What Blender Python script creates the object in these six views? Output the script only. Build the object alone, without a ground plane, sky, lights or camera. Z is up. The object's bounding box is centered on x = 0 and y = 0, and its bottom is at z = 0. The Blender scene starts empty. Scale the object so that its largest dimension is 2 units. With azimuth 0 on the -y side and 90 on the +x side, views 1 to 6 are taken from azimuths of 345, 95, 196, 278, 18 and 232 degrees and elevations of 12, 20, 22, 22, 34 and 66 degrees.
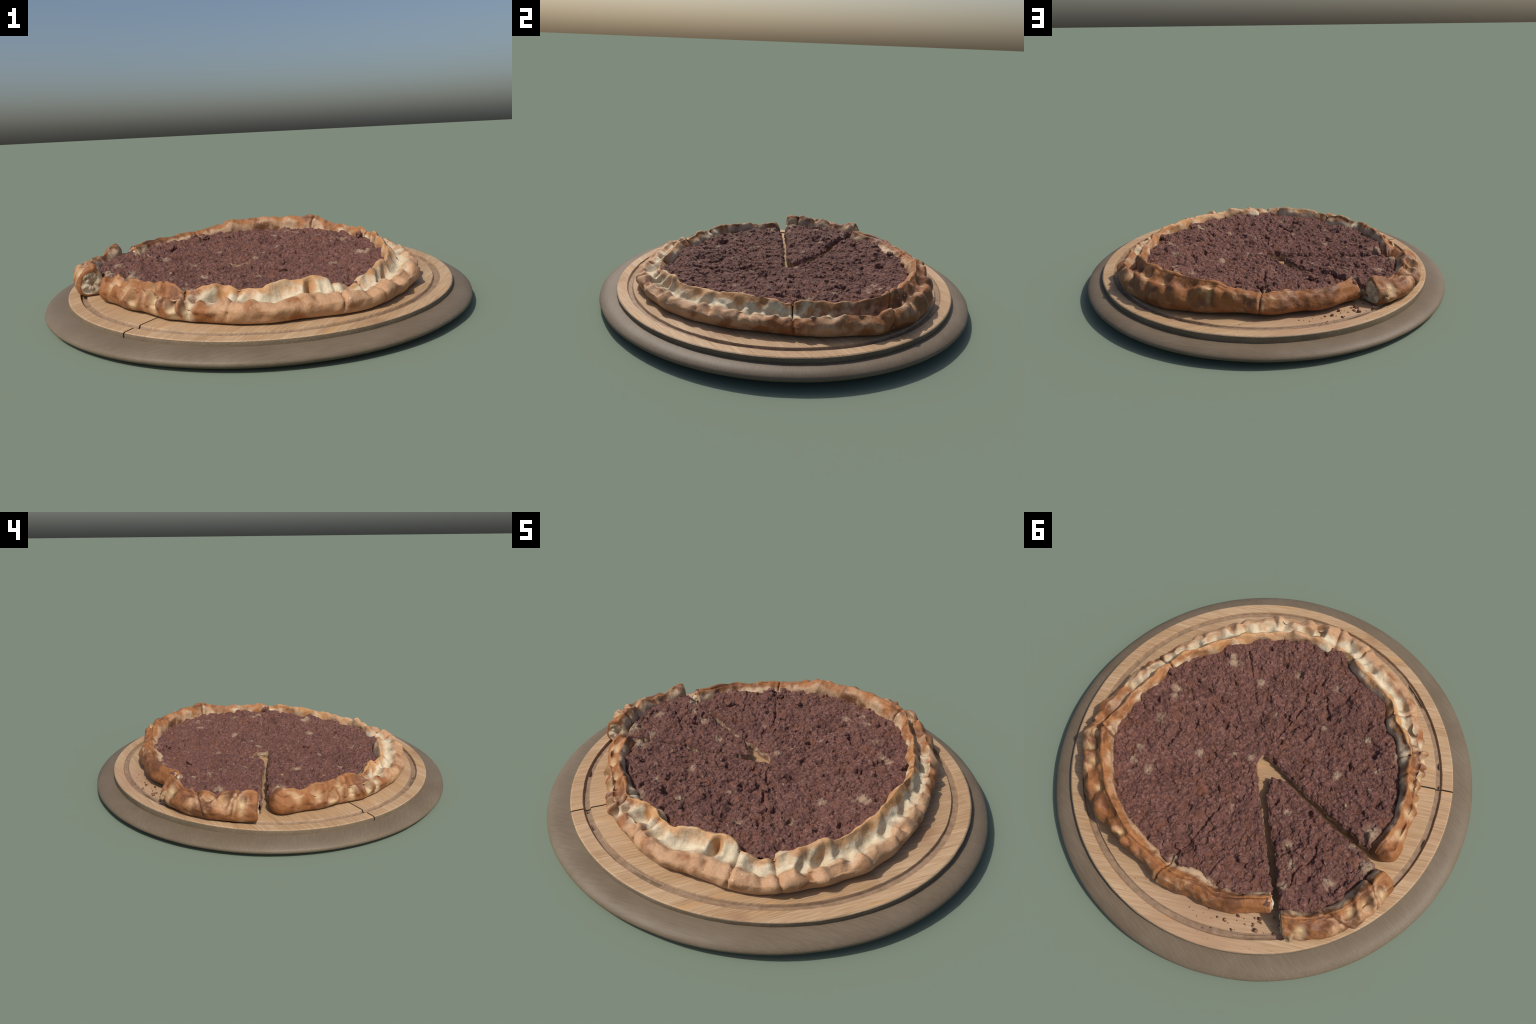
"""Round meat pie with a folded, pinched crust and one loose wedge, on a round bamboo board."""
import bpy, math
import numpy as np
from mathutils import Vector

RNG = np.random.default_rng(11)
TAU = 2 * math.pi

# ------------------------------------------------------------------ noise helpers
_perm = np.random.default_rng(5).permutation(512)
_perm = np.concatenate([_perm, _perm, _perm])
_grad = np.random.default_rng(6).normal(size=(512, 3))
_grad /= np.linalg.norm(_grad, axis=1)[:, None]


def perlin(x, y, z=0.0):
    """Gradient noise, about -1..1."""
    x, y, z = np.broadcast_arrays(np.asarray(x, float), np.asarray(y, float), np.asarray(z, float))
    xi, yi, zi = (np.floor(a).astype(int) for a in (x, y, z))
    xf, yf, zf = x - xi, y - yi, z - zi
    u, v, w = (f * f * f * (f * (f * 6 - 15) + 10) for f in (xf, yf, zf))
    out = 0.0
    for dx in (0, 1):
        for dy in (0, 1):
            for dz in (0, 1):
                g = _grad[_perm[_perm[_perm[(xi + dx) & 511] + ((yi + dy) & 511)] + ((zi + dz) & 511)]]
                d = g[..., 0] * (xf - dx) + g[..., 1] * (yf - dy) + g[..., 2] * (zf - dz)
                out = out + d * (u if dx else 1 - u) * (v if dy else 1 - v) * (w if dz else 1 - w)
    return out * 1.5


def fbm(x, y, z=0.0, octaves=4, gain=0.5):
    s, a = 0.0, 1.0
    for i in range(octaves):
        s = s + a * perlin(x * 2 ** i + 17.3 * i, y * 2 ** i - 9.1 * i, z * 2 ** i + 3.7 * i)
        a *= gain
    return s


def worley(x, y, seed=0):
    """F1, F2 distances of a jittered 2D cell pattern and the id of the nearest cell."""
    xi, yi = np.floor(x).astype(int), np.floor(y).astype(int)
    f1 = np.full(x.shape, 9.0)
    f2 = np.full(x.shape, 9.0)
    cid = np.zeros(x.shape, int)
    for dx in (-1, 0, 1):
        for dy in (-1, 0, 1):
            cx, cy = xi + dx, yi + dy
            h = _perm[_perm[(cx + seed * 31) & 511] + (cy & 511)]
            d = np.hypot(cx + 0.5 + 0.9 * ((h * 7919 % 1009) / 1009 - 0.5) - x,
                         cy + 0.5 + 0.9 * ((h * 104729 % 1013) / 1013 - 0.5) - y)
            near = d < f1
            f2 = np.where(near, f1, np.minimum(f2, d))
            cid = np.where(near, h, cid)
            f1 = np.where(near, d, f1)
    return f1, f2, cid


def smooth(a, b, x):
    t = np.clip((x - a) / (b - a), 0, 1)
    return t * t * (3 - 2 * t)


def curve_at(table, col, a):
    """Smooth (monotone-free cubic) lookup of one column of a control table keyed by angle."""
    k = np.array([row[0] for row in table], float)
    v = np.array([row[col] for row in table], float)
    m = np.gradient(v, k)
    i = np.clip(np.searchsorted(k, a) - 1, 0, len(k) - 2)
    h = k[i + 1] - k[i]
    t = np.clip((a - k[i]) / h, 0, 1)
    return ((2 * t ** 3 - 3 * t ** 2 + 1) * v[i] + (t ** 3 - 2 * t ** 2 + t) * h * m[i]
            + (-2 * t ** 3 + 3 * t ** 2) * v[i + 1] + (t ** 3 - t ** 2) * h * m[i + 1])


# ------------------------------------------------------------------ mesh helpers
def grid_faces(nu, nv, wrap_u=False, wrap_v=False):
    iu = np.arange(nu if wrap_u else nu - 1)
    iv = np.arange(nv if wrap_v else nv - 1)
    a, b = np.meshgrid(iu, iv, indexing="ij")
    a, b = a.ravel(), b.ravel()
    a1, b1 = (a + 1) % nu, (b + 1) % nv
    return np.stack([a * nv + b, a1 * nv + b, a1 * nv + b1, a * nv + b1], 1)


def make_mesh(name, verts, quads, mats, parent=None, extra=(), sharp=None, mat_index=None):
    me = bpy.data.meshes.new(name)
    me.from_pydata(np.asarray(verts).reshape(-1, 3).tolist(), [], [list(map(int, q)) for q in quads] + [list(f) for f in extra])
    for m in mats:
        me.materials.append(m)
    me.validate()
    me.update()
    if mat_index is not None:
        arr = np.zeros(len(me.polygons), np.int32)
        arr[:len(mat_index)] = mat_index
        me.polygons.foreach_set("material_index", arr)
    me.shade_smooth()
    if sharp:
        me.set_sharp_from_angle(angle=math.radians(sharp))
    ob = bpy.data.objects.new(name, me)
    bpy.context.scene.collection.objects.link(ob)
    if parent:
        ob.parent = parent
    return ob


def empty(name, label, category):
    ob = bpy.data.objects.new(name, None)
    ob.empty_display_size = 0.2
    bpy.context.scene.collection.objects.link(ob)
    ob["label"] = label
    ob["category"] = category
    return ob


# ------------------------------------------------------------------ material helpers
class Nodes:
    def __init__(self, name):
        self.mat = bpy.data.materials.new(name)
        self.mat.use_nodes = True
        self.t = self.mat.node_tree
        self.bsdf = self.t.nodes["Principled BSDF"]
        self.coord = self.t.nodes.new("ShaderNodeTexCoord").outputs["Object"]

    def link(self, a, b):
        self.t.links.new(a, b)

    def put(self, sock, val):
        if isinstance(val, bpy.types.NodeSocket):
            self.link(val, sock)
        elif val is not None:
            if sock.type == "RGBA" and len(val) == 3:
                val = (*val, 1)
            sock.default_value = val

    def math(self, op, a, b=None, c=None, clamp=False):
        n = self.t.nodes.new("ShaderNodeMath")
        n.operation = op
        n.use_clamp = clamp
        for s, v in zip(n.inputs, (a, b, c)):
            self.put(s, v)
        return n.outputs[0]

    def mapping(self, vec=None, loc=(0, 0, 0), rot=(0, 0, 0), scale=(1, 1, 1)):
        n = self.t.nodes.new("ShaderNodeMapping")
        self.put(n.inputs["Vector"], vec or self.coord)
        n.inputs["Location"].default_value = loc
        n.inputs["Rotation"].default_value = rot
        n.inputs["Scale"].default_value = scale
        return n.outputs[0]

    def noise(self, scale, detail=3, rough=0.55, vec=None, dist=0.0, color=False):
        n = self.t.nodes.new("ShaderNodeTexNoise")
        self.put(n.inputs["Vector"], vec or self.coord)
        n.inputs["Scale"].default_value = scale
        n.inputs["Detail"].default_value = detail
        n.inputs["Roughness"].default_value = rough
        n.inputs["Distortion"].default_value = dist
        return n.outputs["Color" if color else "Fac"]

    def voronoi(self, scale, vec=None, feature="F1", out="Distance", rand=1.0):
        n = self.t.nodes.new("ShaderNodeTexVoronoi")
        n.feature = feature
        self.put(n.inputs["Vector"], vec or self.coord)
        n.inputs["Scale"].default_value = scale
        n.inputs["Randomness"].default_value = rand
        return n.outputs[out]

    def ramp(self, fac, stops, interp="LINEAR"):
        n = self.t.nodes.new("ShaderNodeValToRGB")
        n.color_ramp.interpolation = interp
        els = n.color_ramp.elements
        while len(els) < len(stops):
            els.new(0.5)
        for e, (p, c) in zip(els, stops):
            e.position = p
            e.color = (*c, 1) if not isinstance(c, (int, float)) else (c, c, c, 1)
        self.put(n.inputs[0], fac)
        return n.outputs[0]

    def step(self, x, lo, hi):
        n = self.t.nodes.new("ShaderNodeMapRange")
        n.interpolation_type = "SMOOTHSTEP"
        self.put(n.inputs[0], x)
        n.inputs[1].default_value = lo
        n.inputs[2].default_value = hi
        return n.outputs[0]

    def mix(self, fac, a, b, mode="MIX"):
        n = self.t.nodes.new("ShaderNodeMix")
        n.data_type = "RGBA"
        n.blend_type = mode
        self.put(n.inputs[0], fac)
        self.put(n.inputs[6], a)
        self.put(n.inputs[7], b)
        return n.outputs[2]

    def xyz(self, vec=None):
        n = self.t.nodes.new("ShaderNodeSeparateXYZ")
        self.put(n.inputs[0], vec or self.coord)
        return n.outputs

    def combine(self, x, y, z):
        n = self.t.nodes.new("ShaderNodeCombineXYZ")
        for s, v in zip(n.inputs, (x, y, z)):
            self.put(s, v)
        return n.outputs[0]

    def float_curve(self, x, pts):
        n = self.t.nodes.new("ShaderNodeFloatCurve")
        c = n.mapping.curves[0]
        c.points[0].location = pts[0]
        c.points[1].location = pts[-1]
        for p in pts[1:-1]:
            c.points.new(*p)
        for p in c.points:
            p.handle_type = "VECTOR"
        n.mapping.update()
        self.put(n.inputs["Value"], x)
        return n.outputs[0]

    def polar(self, cx=0.0, cy=0.0):
        """angle/360 (0..1 from +x, counterclockwise) and radius about a vertical axis."""
        x, y, z = self.xyz()
        x = self.math("SUBTRACT", x, cx)
        y = self.math("SUBTRACT", y, cy)
        a = self.math("DIVIDE", self.math("ARCTAN2", y, x), TAU)
        a = self.math("FRACT", self.math("ADD", a, 1.0))
        r = self.math("SQRT", self.math("ADD", self.math("MULTIPLY", x, x), self.math("MULTIPLY", y, y)))
        return a, r

    def blob(self, cx, cy, rad, wob):
        """1 inside a soft round spot at (cx, cy), its edge broken by the wobble socket."""
        x, y, _ = self.xyz()
        dx = self.math("SUBTRACT", x, cx)
        dy = self.math("SUBTRACT", y, cy)
        d = self.math("SQRT", self.math("ADD", self.math("MULTIPLY", dx, dx), self.math("MULTIPLY", dy, dy)))
        d = self.math("ADD", d, wob) if wob is not None else d
        return self.step(d, rad, 0.0)

    def most(self, socks):
        out = socks[0]
        for s in socks[1:]:
            out = self.math("MAXIMUM", out, s)
        return out

    def finish(self, color, rough=0.7, bump=None, bump_strength=0.3, bump_dist=0.004, spec=0.3):
        self.put(self.bsdf.inputs["Base Color"], color)
        self.put(self.bsdf.inputs["Roughness"], rough)
        self.bsdf.inputs["Specular IOR Level"].default_value = spec
        if bump is not None:
            b = self.t.nodes.new("ShaderNodeBump")
            b.inputs["Strength"].default_value = bump_strength
            b.inputs["Distance"].default_value = bump_dist
            self.link(bump, b.inputs["Height"])
            self.link(b.outputs[0], self.bsdf.inputs["Normal"])
        return self.mat


# ------------------------------------------------------------------ the board
GRAIN = math.radians(40.0)          # direction of the bamboo strips and of the open seam
DISC_C = (0.011, 0.0)
DISC_R = 0.9075


def disc_z(x, y):
    """Top face of the bamboo disc: the board leans a little, high towards +x +y."""
    def side(deg, width):
        d = np.abs(np.angle(np.exp(1j * (np.arctan2(y, x) - math.radians(deg)))))
        return np.exp(-(np.degrees(d) / width) ** 2) * (x * x + y * y)
    # slight warp of the old board
    return 0.0941 + 0.0163 * x + 0.0127 * y + 0.009 * side(148, 48) - 0.004 * side(52, 32)


def ring_z(x, y):
    return 0.068 + 0.0138 * x + 0.0066 * y


def bottom_z(x, y):
    return 0.0118 + 0.0108 * x + 0.0058 * y


def wood_rim_material():
    n = Nodes("rim_wood")
    a, r = n.polar()
    streak = n.noise(9, 4, 0.6, n.mapping(rot=(0, 0, -GRAIN), scale=(1.2, 22, 14)))
    cloud = n.noise(4.5, 3, 0.5)
    col = n.ramp(cloud, [(0.3, (0.132, 0.096, 0.060)), (0.7, (0.180, 0.140, 0.098))])
    col = n.mix(0.35, col, n.ramp(streak, [(0.3, (0.098, 0.068, 0.042)), (0.65, (0.195, 0.148, 0.100))]))
    return n.finish(col, 0.55, streak, 0.12, 0.003)


def bamboo_material():
    n = Nodes("bamboo_top")
    v = n.mapping(rot=(0, 0, -GRAIN))
    x, y, z = n.xyz(v)
    # glued strips of slightly different tint
    strip = n.math("FLOOR", n.math("MULTIPLY", n.math("ADD", y, 3.017), 11.0))
    length = n.math("FLOOR", n.math("ADD", n.math("MULTIPLY", x, 0.9), n.math("MULTIPLY", strip, 0.37)))
    wn = n.t.nodes.new("ShaderNodeTexWhiteNoise")
    wn.noise_dimensions = "2D"
    n.link(n.combine(strip, length, 0.0), wn.inputs[0])
    tint = wn.outputs["Value"]
    fine = n.noise(22, 5, 0.65, n.mapping(v, scale=(0.35, 9, 2)))
    wide = n.noise(6, 3, 0.5, n.mapping(v, scale=(0.5, 5, 1)))
    col = n.ramp(tint, [(0.0, (0.35, 0.215, 0.108)), (0.5, (0.42, 0.275, 0.152)), (1.0, (0.49, 0.34, 0.205))])
    col = n.mix(0.55, col, n.ramp(fine, [(0.30, (0.20, 0.105, 0.050)), (0.50, (0.41, 0.26, 0.142)), (0.68, (0.58, 0.41, 0.26))]))
    col = n.mix(n.step(wide, 0.60, 0.74), col, (0.47, 0.27, 0.115))
    # thin dark fibres
    fib = n.noise(30, 2, 0.5, n.mapping(v, scale=(0.25, 14, 2)))
    col = n.mix(n.math("MULTIPLY", n.step(fib, 0.60, 0.72), 0.55), col, (0.26, 0.135, 0.06))
    # pinkish worn zone and grease stains where the wedge was pulled out
    wob = n.math("MULTIPLY", n.math("SUBTRACT", n.noise(14, 4), 0.5), 0.10)
    worn = n.blob(-0.42, 0.66, 0.42, wob)
    col = n.mix(n.math("MULTIPLY", worn, 0.55), col, (0.36, 0.21, 0.13))
    st = n.most([n.blob(0.20, -0.868, 0.055, n.math("MULTIPLY", wob, 0.5)), n.blob(0.74, -0.22, 0.11, wob),
                 n.blob(-0.36, 0.14, 0.42, wob), n.blob(0.845, 0.10, 0.06, wob)])
    col = n.mix(n.math("MULTIPLY", st, 0.65), col, (0.28, 0.15, 0.08))
    # darker, greyer band along the groove
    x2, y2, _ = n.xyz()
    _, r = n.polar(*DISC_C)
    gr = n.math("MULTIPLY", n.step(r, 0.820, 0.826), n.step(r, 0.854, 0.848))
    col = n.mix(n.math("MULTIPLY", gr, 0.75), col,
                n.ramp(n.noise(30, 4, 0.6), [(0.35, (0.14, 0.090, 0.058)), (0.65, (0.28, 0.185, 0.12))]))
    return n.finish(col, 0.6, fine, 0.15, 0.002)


def end_grain_material():
    n = Nodes("bamboo_end_grain")
    dots = n.voronoi(230, out="Distance")
    cl = n.noise(7, 3)
    col = n.ramp(cl, [(0.35, (0.165, 0.125, 0.080)), (0.65, (0.225, 0.172, 0.112))])
    col = n.mix(n.step(dots, 0.45, 0.15), col, (0.11, 0.078, 0.05))
    return n.finish(col, 0.75, dots, 0.3, 0.002)


def build_board():
    board = empty("cutting_board", "round bamboo serving board with brown wooden rim and juice groove", "cutting board")
    # --- wide rounded base, wider than the disc on top
    prof = [(0.0, 1.0), (0.55, 1.0), (0.885, 1.0), (0.905, 1.0), (0.918, 1.0), (0.932, 0.99), (0.946, 0.97), (0.960, 0.935), (0.972, 0.88),
            (0.983, 0.80), (0.992, 0.70), (0.9985, 0.60), (1.0005, 0.49), (0.999, 0.37), (0.992, 0.26), (0.984, 0.16),
            (0.973, 0.08), (0.960, 0.03), (0.944, 0.0), (0.55, 0.0), (0.0, 0.0)]
    nt = 480
    th = np.linspace(0, TAU, nt, endpoint=False)
    R = np.array([p[0] for p in prof])[None, :]
    F = np.array([p[1] for p in prof])[None, :]
    T = th[:, None]
    wob = 0.0013 * perlin(5 * np.cos(T), 5 * np.sin(T), 3.0) + 0.0007 * perlin(16 * np.cos(T), 16 * np.sin(T), F * 3)
    Rr = R + wob * smooth(0.9, 0.97, R) - 0.0007
    x, y = Rr * np.cos(T), Rr * np.sin(T)
    z = bottom_z(x, y) * (1 - F) + ring_z(x, y) * F
    z = np.maximum(z, 0.0)
    V = np.stack([x, y, z + 0 * x], -1)
    make_mesh("board_base", V, grid_faces(nt, len(prof), wrap_u=True), [wood_rim_material()], board)

    # --- bamboo disc in two halves with an open seam
    top, side = bamboo_material(), end_grain_material()
    rs = np.unique(np.concatenate([np.linspace(0.0, 0.8, 24), np.linspace(0.80, 0.9, 56), [0.902, 0.9045]]))
    nh = 720
    for half in (0, 1):
        a0 = GRAIN + half * math.pi
        th = np.linspace(a0, a0 + math.pi, nh)
        T = th[:, None]
        r = rs[None, :]
        chip = 0.0016 * fbm(9 * np.cos(T), 9 * np.sin(T), 7.0, 4)
        X = DISC_C[0] + r * np.cos(T)
        Y = DISC_C[1] + r * np.sin(T)
        g = np.abs(r - 0.837)
        deep = 0.0125 + 0.0025 * perlin(6 * np.cos(T), 6 * np.sin(T), 1.5)
        wid = 0.0135 + 0.0018 * fbm(7 * np.cos(T), 7 * np.sin(T), 4.5, 3)
        deg = np.degrees(T) % 360
        deep = deep * (1 - 0.45 * smooth(85, 100, deg) * smooth(165, 150, deg))
        hole = 0
        for c, w in ((221, 0.5), (228.5, 1.1), (254, 3.2), (259, 1.6), (201, 1.5), (139, 5), (172, 2)):
            hole = hole + np.exp(-((deg - c) / w) ** 4) * (np.abs(r - 0.836) < 0.006)
        h = -deep * smooth(wid + 0.003, wid - 0.004, g) - 0.010 * np.clip(hole, 0, 1)
        h = h - 0.003 * smooth(0.9, 0.9045, r) ** 2 + 0.0006 * fbm(6 * X, 6 * Y, 1, 2)
        Z = disc_z(X, Y) + h
        top_v = np.stack(np.broadcast_arrays(X, Y, Z), -1)
        # outer wall rings below the chamfer
        wall = []
        for rr, f in ((DISC_R, 0.88), (DISC_R + 0.0006, 0.6), (DISC_R, 0.3), (DISC_R - 0.001, -0.25)):
            q = rr + chip * (1 if f > 0 else 0.5)
            X = DISC_C[0] + q * np.cos(T)
            Y = DISC_C[1] + q * np.sin(T)
            Z = ring_z(X, Y) * (1 - f) + disc_z(X, Y) * f - 0.0005
            wall.append(np.stack([X, Y, Z], -1))
        V = np.concatenate([top_v] + wall, 1)
        # underside pulled back to the axis closes the seam face
        nv = V.shape[1]
        low = V[:, ::-1][:, 0:1].copy()
        # open the seam: shift the cut faces apart
        nrm = np.array([-math.sin(GRAIN), math.cos(GRAIN)]) * (1 if half == 0 else -1)
        along = (V[..., 0] - DISC_C[0]) * math.cos(GRAIN) + (V[..., 1] - DISC_C[1]) * math.sin(GRAIN)
        gap = np.where(along < 0, 0.0032 * smooth(0.2, 0.9, -along) + 0.0006, 0.0006)
        across = (V[..., 0] - DISC_C[0]) * nrm[0] + (V[..., 1] - DISC_C[1]) * nrm[1]
        push = np.maximum(gap - across, 0)
        V[..., 0] += push * nrm[0]
        V[..., 1] += push * nrm[1]
        quads = grid_faces(nh, nv)
        mi = np.tile(np.array([0] * (len(rs) - 1) + [1] * 4), nh - 1)
        # seam faces: drop a skirt from both straight edges
        verts = V.reshape(-1, 3)
        sk = []
        ex = []
        for row in (0, nh - 1):
            base = row * nv
            start = len(verts) + len(sk)
            for j in range(nv):
                p = verts[base + j].copy()
                p[2] = ring_z(p[0], p[1]) - 0.006
                sk.append(p)
            for j in range(nv - 1):
                f = [base + j, base + j + 1, start + j + 1, start + j]
                ex.append(f if row else f[::-1])
        allv = np.concatenate([verts, np.array(sk)], 0)
        mi = np.concatenate([mi, np.ones(len(ex), int)])
        make_mesh("bamboo_plank", allv, quads, [top, side], board, extra=ex, sharp=40, mat_index=mi)
    return board


# ------------------------------------------------------------------ the crust
# angle deg, outer radius, inner crest radius, outer roll height, trough height, inner crest height, filling edge radius
MAIN = [
    (186.2, .748, .672, .085, .085, .092, .645), (190, .772, .678, .090, .085, .106, .655), (199, .755, .688, .090, .086, .112, .665),
    (207, .752, .682, .090, .086, .116, .660), (215, .735, .672, .090, .086, .123, .650), (220, .745, .662, .090, .080, .129, .637),
    (224, .756, .665, .088, .080, .127, .635), (231, .757, .680, .085, .078, .108, .630), (238, .757, .652, .080, .070, .126, .627),
    (244, .766, .634, .080, .068, .126, .604), (250, .775, .652, .078, .070, .116, .625), (256, .780, .658, .078, .072, .118, .640),
    (263, .774, .642, .080, .072, .128, .620), (271, .775, .634, .080, .068, .131, .612), (278, .794, .645, .078, .064, .120, .625),
    (284, .806, .682, .074, .055, .090, .660), (288, .808, .688, .070, .050, .073, .665), (293, .801, .674, .070, .055, .102, .652),
    (300, .793, .662, .068, .055, .113, .645), (306, .788, .656, .070, .053, .116, .640), (313, .784, .652, .072, .060, .114, .636),
    (321, .779, .642, .078, .060, .115, .625), (330, .768, .628, .080, .065, .123, .610), (339, .752, .618, .085, .074, .131, .600),
    (346, .745, .614, .088, .070, .135, .598), (353, .733, .626, .085, .072, .138, .610), (360, .741, .637, .085, .074, .136, .618),
    (367, .754, .648, .082, .080, .123, .625), (371, .762, .648, .085, .072, .138, .632), (379, .781, .650, .088, .068, .136, .633),
    (386, .791, .672, .090, .066, .134, .655), (396, .836, .704, .090, .072, .136, .685), (402, .840, .730, .105, .085, .153, .705),
    (408, .850, .735, .115, .104, .160, .710), (417, .840, .724, .119, .120, .161, .700), (426, .829, .720, .120, .127, .160, .698),
    (435, .804, .712, .120, .130, .162, .690), (443, .779, .702, .119, .127, .157, .680), (451, .757, .694, .110, .120, .136, .665),
    (458, .748, .684, .101, .121, .120, .655), (465, .763, .696, .096, .113, .112, .655), (474, .753, .678, .092, .117, .116, .630),
    (483, .754, .686, .092, .117, .116, .650), (490, .756, .691, .092, .115, .114, .660), (498, .745, .686, .088, .114, .113, .660),
    (504.5, .753, .681, .086, .112, .111, .655),
]
# hollows pressed by fingers: angle, radius, depth, half width along the rim, half width across it
MAIN_DENTS = [
    (192.5, .735, .010, .020, .022), (197, .722, .013, .016, .020), (206, .712, .020, .018, .018), (211, .744, .022, .012, .026),
    (216, .700, .012, .014, .020), (220.5, .722, .016, .012, .024), (228.3, .748, .018, .013, .020), (233.8, .735, .024, .013, .024),
    (240.5, .704, .034, .026, .020), (251, .706, .024, .018, .017), (262, .686, .012, .040, .022), (272, .676, .030, .012, .018),
    (284.5, .716, .012, .016, .022), (293.8, .690, .012, .020, .018), (298.5, .735, .024, .010, .020), (305, .702, .030, .018, .016),
    (313.5, .732, .018, .016, .016), (319.5, .715, .020, .018, .018), (330.5, .690, .024, .020, .018),
    (343.5, .678, .022, .024, .016), (351, .690, .012, .018, .016), (358.5, .690, .020, .016, .016), (364.0, .695, .012, .014, .014),
    (372.5, .700, .016, .020, .014), (382.3, .730, .022, .024, .016), (391, .735, .010, .020, .012), (397.5, .765, .010, .018, .014),
    (405.3, .785, .026, .020, .020), (411.5, .800, .016, .013, .020), (416.6, .772, .026, .018, .016), (427, .758, .020, .016, .014),
    (437, .752, .010, .018, .016), (446, .738, .012, .010, .018), (470, .735, .006, .020, .020),
]
# creases and splits across the roll: angle, width (m), depth (m), slant (deg per unit of profile)
MAIN_CREASES = [(367.3, .0045, .014, 0), (464.5, .004, .009, 1), (279.4, .006, .010, 2), (291.5, .007, .012, -2), (231.3, .007, .014, -4),
                (403.0, .007, .012, 5), (222.5, .007, .008, -5), (247, .008, .008, 3)]
# how strongly the roll is pleated, by angle
PLEATS = [(185, .3), (195, .55), (235, .75), (250, .5), (262, .25), (285, .3), (296, 1.0), (345, .9), (360, .55), (385, .5), (398, .8), (440, .8), (452, .3),
          (470, .12), (505, .12)]

APEX = (-0.113, 0.045)
WEDGE = [
    (144.8, .722, .655, .092, .112, .138, .625), (148, .736, .660, .088, .108, .134, .625), (153, .745, .668, .082, .094, .110, .635),
    (160.7, .762, .676, .086, .094, .106, .650), (166, .764, .684, .092, .102, .120, .650), (171, .760, .676, .088, .094, .108, .635),
    (176, .758, .668, .092, .104, .124, .632), (182, .754, .664, .096, .112, .132, .630), (184.8, .748, .664, .096, .114, .134, .630),
    (187.0, .740, .664, .092, .108, .124, .625),
]
WEDGE_DENTS = [(169.0, .710, .022, .017, .018), (174.8, .713, .024, .017, .020), (159, .712, .010, .026, .020), (181, .722, .012, .010, .022),
               (151, .716, .014, .016, .022)]
WEDGE_CREASES = [(178.8, .006, .008, 3), (164, .008, .008, -6)]


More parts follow.
